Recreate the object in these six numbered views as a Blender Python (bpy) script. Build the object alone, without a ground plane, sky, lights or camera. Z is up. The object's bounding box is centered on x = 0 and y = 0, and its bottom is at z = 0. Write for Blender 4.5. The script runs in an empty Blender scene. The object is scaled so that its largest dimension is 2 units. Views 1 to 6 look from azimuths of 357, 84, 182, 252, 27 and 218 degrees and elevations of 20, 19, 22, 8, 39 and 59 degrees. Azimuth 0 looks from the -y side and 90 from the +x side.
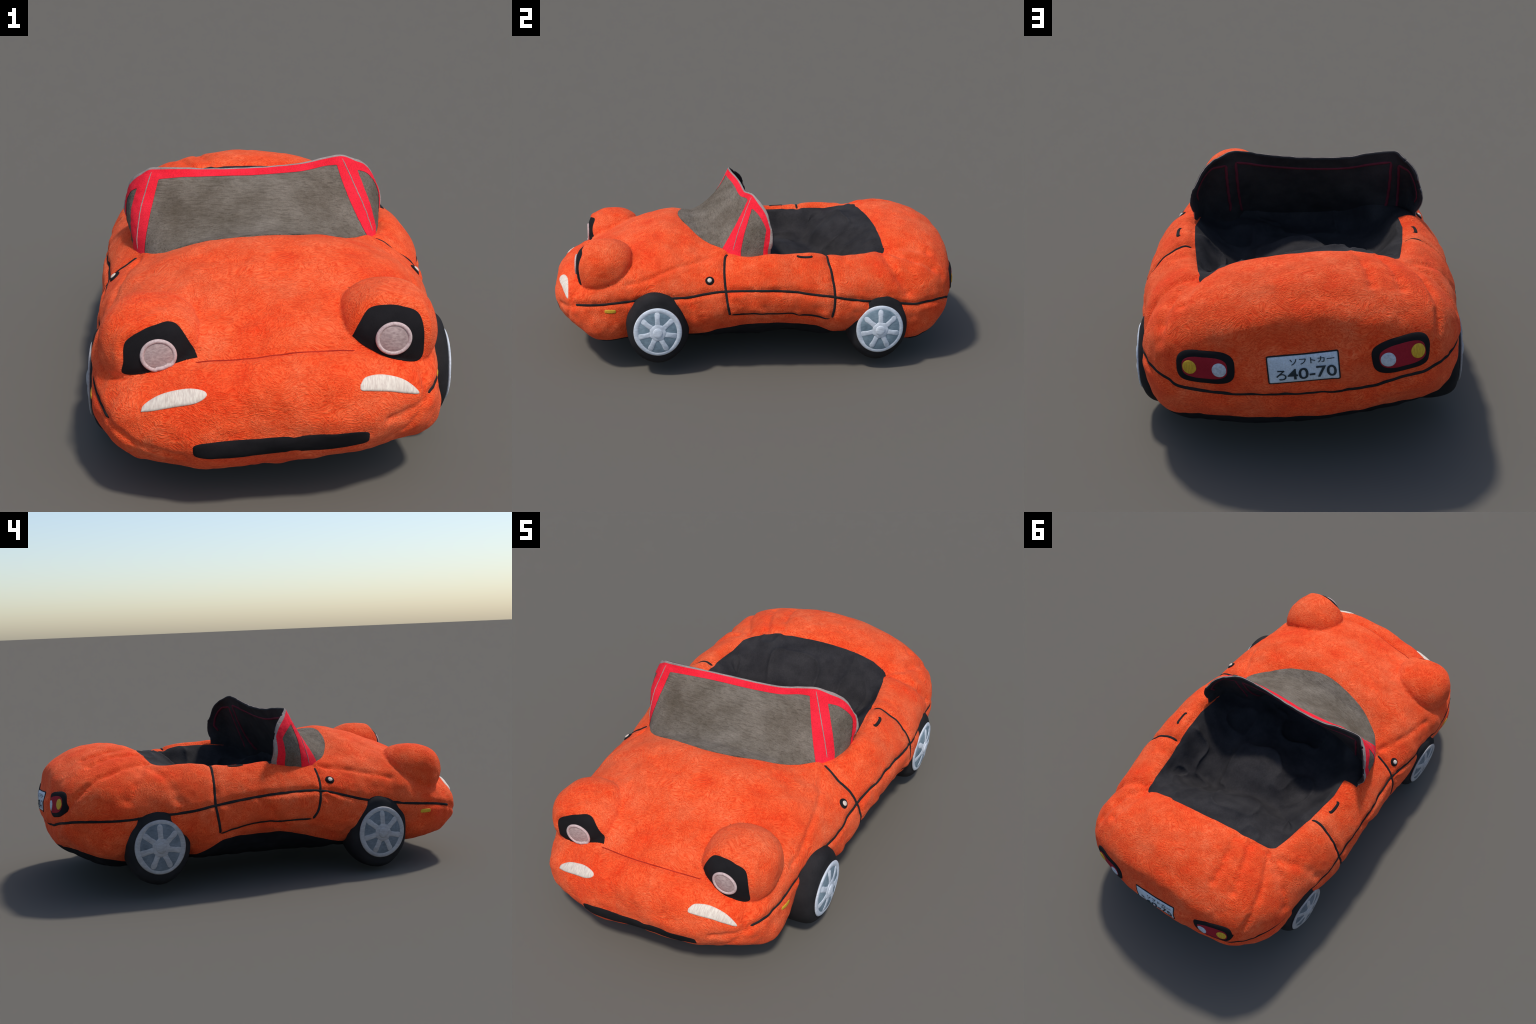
"""Plush toy roadster: stuffed orange fur body, black cockpit, fabric windshield."""
import bpy, math
import numpy as np
from mathutils import Vector
from mathutils.bvhtree import BVHTree

# ----------------------------------------------------------------------------
# small numeric helpers
# ----------------------------------------------------------------------------
def pchip(xs, ys):
    """Monotone cubic through control points (profile curves)."""
    xs, ys = np.array(xs, float), np.array(ys, float)
    h, d = np.diff(xs), np.diff(ys) / np.diff(xs)
    m = np.zeros_like(xs)
    m[0], m[-1] = d[0], d[-1]
    for i in range(1, len(xs) - 1):
        if d[i - 1] * d[i] > 0:
            w1, w2 = 2 * h[i] + h[i - 1], h[i] + 2 * h[i - 1]
            m[i] = (w1 + w2) / (w1 / d[i - 1] + w2 / d[i])
    def f(x):
        x = np.clip(x, xs[0], xs[-1])
        i = np.clip(np.searchsorted(xs, x) - 1, 0, len(xs) - 2)
        t = (x - xs[i]) / h[i]
        return (ys[i] * (1 + 2 * t) * (1 - t) ** 2 + m[i] * h[i] * t * (1 - t) ** 2
                + ys[i + 1] * t * t * (3 - 2 * t) + m[i + 1] * h[i] * t * t * (t - 1))
    return f

def curve_table(rows):
    r = np.array(rows, float)
    return [pchip(r[:, 0], r[:, k]) for k in range(1, r.shape[1])]

def smin(a, b, k):
    h = np.maximum(k - np.abs(a - b), 0) / k
    return np.minimum(a, b) - h * h * k * 0.25

def smax(a, b, k):
    return -smin(-a, -b, k)

def smoothstep(a, b, x):
    t = np.clip((x - a) / (b - a), 0, 1)
    return t * t * (3 - 2 * t)

def _hash(i, j, k, seed):
    n = (i * 73856093) ^ (j * 19349663) ^ (k * 83492791) ^ (seed * 2654435761)
    n = (n ^ (n >> 13)) * 1274126177
    return ((n ^ (n >> 16)) & 0xFFFF) / 65535.0

def value_noise(p, scale, seed=1):
    """Smooth lattice noise in [-1, 1]."""
    q = p * scale
    b = np.floor(q).astype(np.int64)
    t = q - b
    t = t * t * t * (t * (6 * t - 15) + 10)
    out = 0
    for dx in (0, 1):
        for dy in (0, 1):
            for dz in (0, 1):
                w = ((t[:, 0] if dx else 1 - t[:, 0]) * (t[:, 1] if dy else 1 - t[:, 1])
                     * (t[:, 2] if dz else 1 - t[:, 2]))
                out = out + w * _hash(b[:, 0] + dx, b[:, 1] + dy, b[:, 2] + dz, seed)
    return out * 2 - 1

def spline(points, n):
    """Catmull-Rom through control points, n samples."""
    P = np.array(points, float)
    P = np.vstack([2 * P[0] - P[1], P, 2 * P[-1] - P[-2]])
    m = len(P) - 3
    u = np.linspace(0, m, n)
    i = np.minimum(u.astype(int), m - 1)
    t = (u - i)[:, None]
    a, b, c, d = P[i], P[i + 1], P[i + 2], P[i + 3]
    return 0.5 * (2 * b + (c - a) * t + (2 * a - 5 * b + 4 * c - d) * t ** 2 + (3 * b - a - 3 * c + d) * t ** 3)

# ----------------------------------------------------------------------------
# the stuffed body as an implicit solid: cross-sections along the length (y),
# nose at -y, tail at +y
# ----------------------------------------------------------------------------
#   y     top    bottom  half-width
HULL = [
    (-1.02, .30, .235, .15), (-1.00, .330, .205, .24), (-.975, .378, .183, .31), (-.94, .415, .152, .37),
    (-.90, .435, .130, .43), (-.85, .456, .110, .472), (-.77, .503, .093, .500), (-.68, .548, .085, .513),
    (-.54, .605, .080, .526), (-.42, .630, .080, .545), (-.34, .618, .082, .554), (-.25, .598, .062, .563), (0, .605, .062, .580),
    (.30, .620, .068, .587), (.46, .627, .090, .578), (.60, .634, .080, .560), (.70, .636, .074, .542),
    (.77, .632, .080, .523), (.84, .614, .110, .495), (.90, .584, .150, .455), (.94, .555, .185, .41),
    (.967, .520, .222, .355), (.987, .470, .265, .27), (1.01, .44, .27, .20)]
F_TOP, F_BOT, F_WID = curve_table(HULL)
F_MID, F_NU, F_NL, F_XC = curve_table([
    # y, height of widest point, upper roundness, lower roundness, sideways drift
    (-1, .28, 2.3, 2.2, -.02), (-.9, .28, 2.4, 2.5, -.018), (-.7, .29, 2.3, 2.6, -.028), (-.45, .30, 2.15, 2.4, -.018),
    (-.2, .30, 2.25, 1.9, -.006), (.15, .32, 2.5, 1.8, .001), (.5, .31, 2.35, 2.2, -.002), (.8, .32, 2.25, 2.6, -.008),
    (.94, .35, 2.3, 2.4, -.008), (1, .36, 2.3, 2.2, 0)])
F_TWIST = pchip([-1, -.8, -.3, .1, .5, .8, 1], [.070, .066, .030, .0, -.025, -.055, -.06])   # nose and tail roll opposite ways

PODS = [dict(c=(.306, -.722, .466), r=(.143, .146, .140), face=-.880), dict(c=(-.358, -.718, .428), r=(.150, .148, .134), face=-.884)]

def twisted(p):
    return p[:, 2] - F_TWIST(p[:, 1]) * p[:, 0]

def hull_raw(p):
    y = p[:, 1]
    z, x = twisted(p), p[:, 0] - F_XC(y)
    w, m = F_WID(y), F_MID(y)
    up = z > m
    h = np.where(up, np.maximum(F_TOP(y) - m, .006), np.maximum(m - F_BOT(y), .006))
    n = np.where(up, F_NU(y), F_NL(y))
    g = (np.abs(x / w) ** n + np.abs((z - m) / h) ** n + 1e-12) ** (1 / n)
    return (g - 1) * 0.3

def hull(p):
    e = 2e-3
    f = hull_raw(p)
    g2 = 0
    for a in range(3):
        q = p.copy(); q[:, a] += e
        g2 = g2 + ((hull_raw(q) - f) / e) ** 2
    return smax(f / np.sqrt(g2 + .02), np.maximum(p[:, 1] - .995, -.992 - p[:, 1]), .05)

def pod(p, c, r, face):
    q = np.abs((p - np.array(c)) / np.array(r)) + 1e-6
    l = (q ** 2.3).sum(1) ** (1 / 2.3)                      # slightly boxy ellipsoid
    k = np.sqrt((((q / l[:, None]) ** 1.3 / np.array(r)) ** 2).sum(1))
    d = (l - 1) / k
    cut = (face - p[:, 1]) - .16 * (p[:, 2] - c[2])
    return smax(d, cut, .07)

def rear_edge(x):
    return .588 + .10 * x - .02 * smoothstep(.2, .36, np.abs(x)) * (x < 0)

def opening(p):
    """Plan outline of the cockpit mouth (negative inside)."""
    x, y = p[:, 0], p[:, 1]
    half = np.interp(y, [-.4, .03, .12, .3, .6], [.388, .392, .400, .382, .338])
    front = -.235 + 1.0 * x * x
    return smax(smax(np.abs(x) - half, y - rear_edge(x), .035), front - y, .06)

def cockpit_floor(x, y):
    """Shallow padded bowl: floor rising under the screen, lumpy seat, leaning backrest."""
    base = .415 + .05 * np.exp(-((x + .03) ** 2 + (y - .12) ** 2) / .02)
    base = base + .05 * np.exp(-((x - .20) ** 2 + (y + .10) ** 2) / .014) + .012 * np.sin(15 * x + 1) * smoothstep(-.05, .1, y)
    base = base - .05 * np.exp(-((x - .15) ** 2 + (y - .33) ** 2) / .007)
    yb = y - .12 * smoothstep(-.08, .22, x)          # the backrest is steeper on one side
    back = np.interp(yb, [.20, .28, .36, .45, .53, .60, .7], [.30, .40, .50, .575, .615, .635, .64]) - .35 * np.abs(x) ** 2
    return smax(base, back, .04)

def cavity(p):
    x, y, z = p.T
    side = opening(p) + np.maximum(.545 - z, 0) * (.2 + .75 * smoothstep(-.16, .0, y) * smoothstep(.42, .28, y))     # side walls are padded rolls
    return smax(side * .95, (cockpit_floor(x, y) - z) * .8, .06)

# soft dents (+) and swellings (-) of the stuffing: centre, reach, depth
SCULPT = [
    ((.34, .61, .55), .10, .022), ((-.37, .58, .58), .10, .015),                        # pinched cockpit corners
    ((.45, .03, .54), .14, -.024), ((.43, .25, .54), .11, -.012), ((-.45, .0, .54), .12, -.018),   # door tops
    ((.54, .14, .18), .13, .052), ((.54, -.10, .18), .13, .046), ((-.54, .10, .18), .13, .046), ((-.54, -.12, .18), .13, .044), ((.42, .46, .54), .11, .018), ((-.48, .34, .18), .10, -.020),    # pinched waist
    ((-.26, .86, .58), .15, .014), ((-.28, .92, .12), .16, .018), ((.42, .78, .14), .12, -.022),   # tail
    ((.33, .97, .37), .12, .014), ((-.34, .95, .41), .12, .016), ((.47, .85, .44), .12, -.016), ((-.57, .33, .42), .13, .010),
    ((.46, -.78, .14), .12, -.030), ((.38, -.70, .10), .14, -.022), ((.36, -.95, .31), .16, .024), ((0, -.98, .17), .14, .010),
    ((-.34, -.90, .27), .10, -.010), ((-.43, -.91, .25), .10, -.008), ((.09, -.79, .48), .12, -.016), ((-.50, -.62, .40), .13, -.022)]
for _s, _y, _z in ((1, -.483, .236), (1, .56, .222), (-1, .556, .232), (-1, -.482, .196)):
    SCULPT.append(((_s * .56, _y, _z), .15, .030))   # the wheels sit in shallow hollows

def stuffed(p):
    d = hull(p)
    for c, r, k in SCULPT:
        d = d + k * np.exp(-((p - np.array(c)) ** 2).sum(1) / (r * r))
    return d

def body_field(p):
    d = stuffed(p)
    for q in PODS:
        d = smin(d, pod(p, **q), .007)
    return smax(d, -cavity(p), .075)

def surface_nets(field, lo, hi, h):
    n = [int(math.ceil((b - a) / h)) + 1 for a, b in zip(lo, hi)]
    ax = [lo[i] + h * np.arange(n[i]) for i in range(3)]
    G = np.stack(np.meshgrid(*ax, indexing="ij"), -1).reshape(-1, 3)
    V = field(G).reshape(n)
    inside = V < 0
    acc, cnt = np.zeros([k - 1 for k in n] + [3]), np.zeros([k - 1 for k in n])
    faces = []
    crossings = []
    for a in range(3):
        s0 = [slice(None)] * 3; s1 = [slice(None)] * 3
        s0[a], s1[a] = slice(0, -1), slice(1, None)
        A, B = V[tuple(s0)], V[tuple(s1)]
        idx = np.argwhere((A < 0) != (B < 0))
        va, vb = A[tuple(idx.T)], B[tuple(idx.T)]
        pos = idx.astype(float); pos[:, a] += va / (va - vb)
        o = [k for k in range(3) if k != a]
        ok = np.ones(len(idx), bool)
        for k in o:
            ok &= (idx[:, k] > 0) & (idx[:, k] < n[k] - 1)
        idx, pos, va = idx[ok], pos[ok], va[ok]
        ring = []
        for du, dv in ((-1, -1), (0, -1), (0, 0), (-1, 0)):
            c = idx.copy(); c[:, o[0]] += du; c[:, o[1]] += dv
            np.add.at(acc, tuple(c.T), pos); np.add.at(cnt, tuple(c.T), 1)
            ring.append(c)
        crossings.append((ring, va < 0, a))
    ids = -np.ones(cnt.shape, int)
    used = cnt > 0
    ids[used] = np.arange(used.sum())
    verts = acc[used] / cnt[used][:, None] * h + np.array(lo)
    for ring, sign, a in crossings:
        q = np.stack([ids[tuple(c.T)] for c in ring], 1)
        flip = ~sign if a != 1 else sign
        q[flip] = q[flip][:, ::-1]
        faces.append(q)
    return verts, np.vstack(faces)

def project(v, field, steps, limit=.006):
    e = 1e-3
    for _ in range(steps):
        f = field(v)
        g = np.stack([(field(v + np.eye(3)[a] * e) - f) / e for a in range(3)], 1)
        s = (f / np.maximum((g * g).sum(1), .1))[:, None] * g
        l = np.linalg.norm(s, axis=1, keepdims=True)
        v = v - s * np.minimum(1, limit / np.maximum(l, 1e-9))
    return v

def subdivide_quads(v, q):
    e = np.sort(np.vstack([q[:, [i, (i + 1) % 4]] for i in range(4)]), 1)
    key, inv = np.unique(e, axis=0, return_inverse=True)
    inv = inv.reshape(4, -1).T
    nv, nf = len(v), len(q)
    allv = np.vstack([v, v[key].mean(1), v[q].mean(1)])
    em, fm = inv + nv, np.arange(nf) + nv + len(key)
    out = [np.stack([q[:, i], em[:, i], fm, em[:, i - 1]], 1) for i in range(4)]
    return allv, np.vstack(out)

def laplacian(v, q, rounds, amount=.5):
    a = np.concatenate([q[:, i] for i in range(4)] * 2)
    b = np.concatenate([q[:, (i + 1) % 4] for i in range(4)] + [q[:, i - 1] for i in range(4)])
    n = np.bincount(a, minlength=len(v))[:, None]
    for _ in range(rounds):
        s = np.stack([np.bincount(a, v[b, k], len(v)) for k in range(3)], 1)
        v = v + amount * (s / n - v)
    return v

def normals_of(v, t):
    fn = np.cross(v[t[:, 1]] - v[t[:, 0]], v[t[:, 2]] - v[t[:, 0]])
    n = np.stack([sum(np.bincount(t[:, i], fn[:, k], len(v)) for i in range(3)) for k in range(3)], 1)
    return n / np.maximum(np.linalg.norm(n, axis=1, keepdims=True), 1e-12)

def cut_by(v, n, t, f):
    """Split triangles along the zero line of f (one value per vertex)."""
    f = np.where(np.abs(f) < 1e-5, 1e-5, f)
    e = np.sort(np.vstack([t[:, [0, 1]], t[:, [1, 2]], t[:, [2, 0]]]), 1)
    key, inv = np.unique(e, axis=0, return_inverse=True)
    inv = inv.reshape(3, -1).T
    cross = (f[key[:, 0]] > 0) != (f[key[:, 1]] > 0)
    new = -np.ones(len(key), int)
    new[cross] = len(v) + np.arange(cross.sum())
    k = key[cross]
    w = (f[k[:, 0]] / (f[k[:, 0]] - f[k[:, 1]]))[:, None]
    w = np.clip(w, .02, .98)
    v2 = np.vstack([v, v[k[:, 0]] * (1 - w) + v[k[:, 1]] * w])
    n2 = np.vstack([n, n[k[:, 0]] * (1 - w) + n[k[:, 1]] * w])
    pos = f[t] > 0
    c = pos.sum(1)
    same = (c == 0) | (c == 3)
    tris, side = [t[same]], [pos[same][:, 0]]
    for lone_pos in (True, False):
        sel = np.where(c == (1 if lone_pos else 2))[0]
        if not len(sel):
            continue
        lone = np.argmax(pos[sel] == lone_pos, 1)
        r = np.arange(len(sel))
        tt, ee = t[sel], inv[sel]
        a, b, d = tt[r, lone], tt[r, (lone + 1) % 3], tt[r, (lone + 2) % 3]
        ab, da = new[ee[r, lone]], new[ee[r, (lone + 2) % 3]]
        tris += [np.stack([a, ab, da], 1), np.stack([ab, b, d], 1), np.stack([ab, d, da], 1)]
        side += [np.full(len(sel), lone_pos), np.full(len(sel), not lone_pos), np.full(len(sel), not lone_pos)]
    return v2, n2 / np.linalg.norm(n2, axis=1, keepdims=True), np.vstack(tris), np.concatenate(side)

# ----------------------------------------------------------------------------
# scene helpers
# ----------------------------------------------------------------------------
SC = bpy.context.scene.collection
def add(name, data, parent=None):
    o = bpy.data.objects.new(name, data)
    SC.objects.link(o)
    o.parent = parent
    return o

def mesh_object(name, verts, faces, mat, parent, normals=None, smooth=True):
    me = bpy.data.meshes.new(name)
    me.from_pydata([tuple(map(float, p)) for p in verts], [], [tuple(map(int, f)) for f in faces])
    if smooth:
        me.shade_smooth()
    if normals is not None:
        me.normals_split_custom_set_from_vertices([tuple(map(float, p)) for p in normals])
    me.materials.append(mat)
    return add(name, me, parent)

def tri_object(name, v, n, t, mat, parent):
    used = np.unique(t)
    remap = np.zeros(len(v), int); remap[used] = np.arange(len(used))
    return mesh_object(name, v[used], remap[t], mat, parent, n[used])

# ----------------------------------------------------------------------------
# materials
# ----------------------------------------------------------------------------
def new_mat(name, rough=.9, spec=.15, sheen=0.0):
    m = bpy.data.materials.new(name)
    m.use_nodes = True
    nt = m.node_tree
    b = nt.nodes["Principled BSDF"]
    b.inputs["Roughness"].default_value = rough
    b.inputs["Specular IOR Level"].default_value = spec
    b.inputs["Sheen Weight"].default_value = sheen
    b.inputs["Sheen Roughness"].default_value = .5
    co = nt.nodes.new("ShaderNodeTexCoord")
    return m, nt, b, co

def mapped(nt, co, scale, rot=(0, 0, 0)):
    mp = nt.nodes.new("ShaderNodeMapping")
    mp.inputs["Scale"].default_value = scale
    mp.inputs["Rotation"].default_value = rot
    nt.links.new(co.outputs["Object"], mp.inputs["Vector"])
    return mp.outputs[0]

def noise(nt, vec, scale, detail=2, rough=.5, dist=0):
    n = nt.nodes.new("ShaderNodeTexNoise")
    n.inputs["Scale"].default_value = scale
    n.inputs["Detail"].default_value = detail
    n.inputs["Roughness"].default_value = rough
    n.inputs["Distortion"].default_value = dist
    nt.links.new(vec, n.inputs["Vector"])
    return n.outputs["Fac"]

def ramp(nt, fac, stops):
    r = nt.nodes.new("ShaderNodeValToRGB")
    el = r.color_ramp.elements
    while len(el) < len(stops):
        el.new(.5)
    for e, (p, c) in zip(el, stops):
        e.position, e.color = p, (*c, 1)
    nt.links.new(fac, r.inputs[0])
    return r.outputs[0]

def mix(nt, fac, a, b, mode="MIX"):
    m = nt.nodes.new("ShaderNodeMix")
    m.data_type, m.blend_type = "RGBA", mode
    for val, sock in ((fac, m.inputs[0]), (a, m.inputs[6]), (b, m.inputs[7])):
        if isinstance(val, (int, float)):
            sock.default_value = val
        elif isinstance(val, tuple):
            sock.default_value = (*val, 1)
        else:
            nt.links.new(val, sock)
    return m.outputs[2]

def bump(nt, b, height, strength, dist):
    n = nt.nodes.new("ShaderNodeBump")
    n.inputs["Strength"].default_value = strength
    n.inputs["Distance"].default_value = dist
    nt.links.new(height, n.inputs["Height"])
    nt.links.new(n.outputs[0], b.inputs["Normal"])

def math_node(nt, op, a, b):
    m = nt.nodes.new("ShaderNodeMath"); m.operation = op
    for v, s in ((a, m.inputs[0]), (b, m.inputs[1])):
        if isinstance(v, (int, float)): s.default_value = v
        else: nt.links.new(v, s)
    return m.outputs[0]

def fur_material(name, light, main, deep):
    m, nt, b, co = new_mat(name, .95, .08, .12)
    b.inputs["Sheen Tint"].default_value = (1, .55, .35, 1)
    v = mapped(nt, co, (1, 1, 1))
    patches = noise(nt, v, 6, 4, .6)
    base = ramp(nt, patches, [(.22, deep), (.48, main), (.78, light)])
    # pile direction wanders: bend the coordinates with slow noise before stretching them into strands
    bend = nt.nodes.new("ShaderNodeTexNoise")
    bend.inputs["Scale"].default_value, bend.inputs["Detail"].default_value = 6.5, 2
    nt.links.new(v, bend.inputs["Vector"])
    off = nt.nodes.new("ShaderNodeVectorMath"); off.operation = "MULTIPLY_ADD"
    off.inputs[1].default_value, off.inputs[2].default_value = (.16,) * 3, (-.08,) * 3
    nt.links.new(bend.outputs["Color"], off.inputs[0])
    add_ = nt.nodes.new("ShaderNodeVectorMath"); add_.operation = "ADD"
    nt.links.new(v, add_.inputs[0]); nt.links.new(off.outputs[0], add_.inputs[1])
    def strands(scale, rot, dist):
        mp = nt.nodes.new("ShaderNodeMapping")
        mp.inputs["Scale"].default_value, mp.inputs["Rotation"].default_value = scale, rot
        nt.links.new(add_.outputs[0], mp.inputs["Vector"])
        return noise(nt, mp.outputs[0], 1, 2, .5, dist)
    clump = noise(nt, mapped(nt, co, (1, .7, 1.1)), 34, 3, .6, .5)
    strand = strands((95, 235, 245), (.2, .15, .3), .8)
    fine = strands((150, 400, 400), (-.2, .1, -.5), .8)
    tone = ramp(nt, clump, [(.30, (.93, .78, .70)), (.5, (1, 1, 1)), (.70, (1.02, 1.12, 1.18))])
    c = mix(nt, .8, base, tone, "MULTIPLY")
    c = mix(nt, .85, c, ramp(nt, strand, [(.34, (.84, .55, .46)), (.5, (1, 1, 1)), (.66, (1.06, 1.38, 1.6))]), "MULTIPLY")
    c = mix(nt, .6, c, ramp(nt, fine, [(.34, (.88, .70, .64)), (.5, (1, 1, 1)), (.66, (1.05, 1.25, 1.35))]), "MULTIPLY")
    nt.links.new(c, b.inputs["Base Color"])
    h = math_node(nt, "ADD", math_node(nt, "MULTIPLY", clump, .4), math_node(nt, "MULTIPLY", strand, 1.0))
    bump(nt, b, h, .7, .007)
    return m

def cloth_material(name, a, b_, rough=.9, weave=420, strength=.25, spec=.12, patch=9):
    m, nt, b, co = new_mat(name, rough, spec)
    v = mapped(nt, co, (1, 1, 1))
    c = ramp(nt, noise(nt, v, patch, 4, .6), [(.3, a), (.7, b_)])
    f = noise(nt, mapped(nt, co, (weave, weave * .35, weave)), 1, 2, .6)
    c = mix(nt, .6, c, ramp(nt, f, [(.3, (.75, .75, .75)), (.7, (1.2, 1.2, 1.2))]), "MULTIPLY")
    nt.links.new(c, b.inputs["Base Color"])
    bump(nt, b, f, strength, .002)
    return m

def thread_material(name, col, dark, scale=(260, 40, 60)):
    m, nt, b, co = new_mat(name, .7, .25)
    f = noise(nt, mapped(nt, co, scale), 1, 2, .6)
    nt.links.new(ramp(nt, f, [(.3, dark), (.65, col)]), b.inputs["Base Color"])
    bump(nt, b, f, .35, .002)
    return m

def streaked_material(name, a, b_):
    """Short-pile plush with fine wavy pull lines running across."""
    m, nt, b, co = new_mat(name, .95, .06)
    tone = noise(nt, mapped(nt, co, (1, 1, 1)), 7, 4, .6)
    lines = noise(nt, mapped(nt, co, (28, 170, 170), (0, .06, .04)), 1, 3, .6, .9)
    fuzz = noise(nt, mapped(nt, co, (200, 200, 200)), 1, 2, .6)
    c = ramp(nt, tone, [(.28, a), (.68, b_)])
    c = mix(nt, .8, c, ramp(nt, lines, [(.33, (.68, .66, .64)), (.5, (1, 1, 1)), (.7, (1.22, 1.22, 1.22))]), "MULTIPLY")
    c = mix(nt, .6, c, ramp(nt, fuzz, [(.3, (.82, .82, .82)), (.7, (1.18, 1.18, 1.18))]), "MULTIPLY")
    nt.links.new(c, b.inputs["Base Color"])
    bump(nt, b, math_node(nt, "ADD", lines, math_node(nt, "MULTIPLY", fuzz, .5)), .6, .004)
    return m

FUR = fur_material("orange_plush", (.95, .160, .056), (.94, .096, .024), (.89, .052, .011))
LINING = cloth_material("black_cloth", (.018, .017, .019), (.040, .037, .038), .85, 260, .4)
UNDER = cloth_material("underside_black_cloth", (.010, .010, .013), (.018, .018, .022), .9, 260, .3)
TYRE = cloth_material("tyre_black_cloth", (.016, .015, .016), (.028, .026, .027), .85, 380, .3)
FELT = cloth_material("black_felt", (.010, .009, .010), (.017, .015, .016), .95, 500, .3)
PIPING = cloth_material("black_piping", (.014, .013, .014), (.028, .025, .025), .9, 300, .3)
GREY = streaked_material("grey_window_plush", (.105, .084, .062), (.20, .168, .135))
GREY_EDGE = cloth_material("grey_edge_plush", (.26, .21, .19), (.38, .32, .29), .95, 230, .4, .1, 20)
RED = cloth_material("red_trim_plush", (.80, .012, .028), (.90, .026, .050), .85, 260, .3, .15, 10)
CREASE_SHADOW = cloth_material("dark_red_stitching", (.34, .022, .010), (.48, .035, .016))
STITCH_DARK = cloth_material("wine_stitching", (.085, .012, .022), (.15, .026, .042))
WHITE_T = thread_material("white_embroidery", (.80, .70, .58), (.60, .48, .40))
LENS_T = thread_material("lens_embroidery", (.52, .38, .35), (.36, .25, .235), (90, 90, 160))
LENS_R = thread_material("lens_rim_embroidery", (.66, .50, .47), (.50, .35, .33), (160, 90, 160))
GREY_T = thread_material("pale_grey_embroidery", (.56, .58, .62), (.38, .40, .45), (120, 120, 160))  # white reversing lens, toned down to grey for the shade on the tail
YELLOW = thread_material("yellow_embroidery", (.70, .42, .03), (.50, .27, .02))
LAMP_RED = cloth_material("lamp_red_felt", (.28, .012, .022), (.36, .018, .03), .9, 300, .3)
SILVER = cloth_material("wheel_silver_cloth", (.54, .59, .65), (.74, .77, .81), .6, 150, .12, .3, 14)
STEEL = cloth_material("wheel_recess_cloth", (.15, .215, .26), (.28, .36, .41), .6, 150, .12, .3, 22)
SILVER_GREY = cloth_material("wheel_grey_cloth", (.33, .31, .31), (.43, .41, .41), .7, 150, .12, .2, 14)
STEEL_GREY = cloth_material("wheel_grey_recess_cloth", (.115, .135, .155), (.19, .21, .235), .7, 150, .12, .2, 22)
PLATE = cloth_material("plate_cloth", (.50, .56, .64), (.62, .66, .70), .6, 200, .1, .3)
INK = cloth_material("plate_ink", (.020, .028, .032), (.05, .06, .065), .8, 200, .1)

# ----------------------------------------------------------------------------
# build
# ----------------------------------------------------------------------------
car = add("plush_car", None)
car.empty_display_size = .2
car["label"] = "orange plush toy roadster with pop-up headlights and open cockpit"
car["category"] = "plush toy"

v, q = surface_nets(body_field, (-.66, -1.04, .02), (.66, 1.04, .74), .0135)
v = project(v, body_field, 2)
v, q = subdivide_quads(v, q)
v = project(v, body_field, 2)
v = laplacian(v, q, 5, .5)
tris = np.vstack([q[:, [0, 1, 2]], q[:, [0, 2, 3]]])
if normals_of(v, tris)[v[:, 2].argmax()][2] < 0:
    tris = tris[:, ::-1]
nrm = normals_of(v, tris)

def bvh_of(v, t):
    return BVHTree.FromPolygons([tuple(map(float, p)) for p in v], [tuple(map(int, f)) for f in t])

BASE = bvh_of(v, tris)

def cast(tree, p, n, reach=.25):
    l, m, _, _ = tree.ray_cast(Vector(p) + Vector(n) * reach, -Vector(n), 2 * reach)
    if l is None:
        l, m, _, _ = tree.find_nearest(Vector(p))
    return np.array(l), np.array(m)

def on_body(points, n, tree):
    out, nn = [], []
    for p in spline(points, n):
        l, m, _, _ = tree.find_nearest(Vector(p))
        out.append(l[:]); nn.append(m[:])
    return np.array(out), np.array(nn)

# --- seams with black piping -------------------------------------------------
SEAMS = dict(
    body_seam=[
        [(.44, -.90, .335), (.47, -.84, .343), (.51, -.745, .352), (.53, -.614, .366), (.55, -.378, .392), (.53, -.264, .408),
         (.525, -.164, .415), (.56, .0, .426), (.565, .135, .42), (.57, .225, .405), (.57, .34, .388), (.565, .443, .365),
         (.53, .683, .325), (.50, .775, .322), (.46, .87, .322), (.41, .92, .305), (.36, .955, .288), (.17, .985, .282), (.0, .99, .284), (-.1, .99, .290),
         (-.202, .98, .301), (-.32, .96, .33), (-.43, .91, .352), (-.48, .86, .357), (-.53, .68, .358), (-.57, .438, .372),
         (-.58, .312, .392), (-.575, .141, .411), (-.55, -.038, .415), (-.52, -.197, .399), (-.54, -.408, .345),
         (-.54, -.611, .31), (-.51, -.80, .285), (-.47, -.875, .265)]],
    door_seam=[
        [(.372, -.145, .565), (.40, -.162, .55), (.45, -.168, .51), (.50, -.167, .45), (.52, -.164, .414), (.55, -.157, .35), (.555, -.146, .287)],
        [(.39, .318, .53), (.46, .325, .535), (.52, .333, .48), (.56, .34, .42), (.57, .34, .36), (.56, .327, .284)],
        [(.555, -.146, .287), (.56, 0, .297), (.565, .137, .288), (.56, .327, .284)],
        [(-.44, -.21, .51), (-.48, -.208, .46), (-.518, -.197, .399), (-.55, -.18, .33), (-.55, -.15, .28)],
        [(-.39, .285, .53), (-.46, .285, .535), (-.52, .295, .48), (-.575, .305, .40), (-.57, .295, .32), (-.55, .285, .26)],
        [(-.55, -.15, .28), (-.555, 0, .275), (-.56, .06, .275), (-.56, .12, .262), (-.56, .2, .262), (-.55, .285, .26)]])
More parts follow.
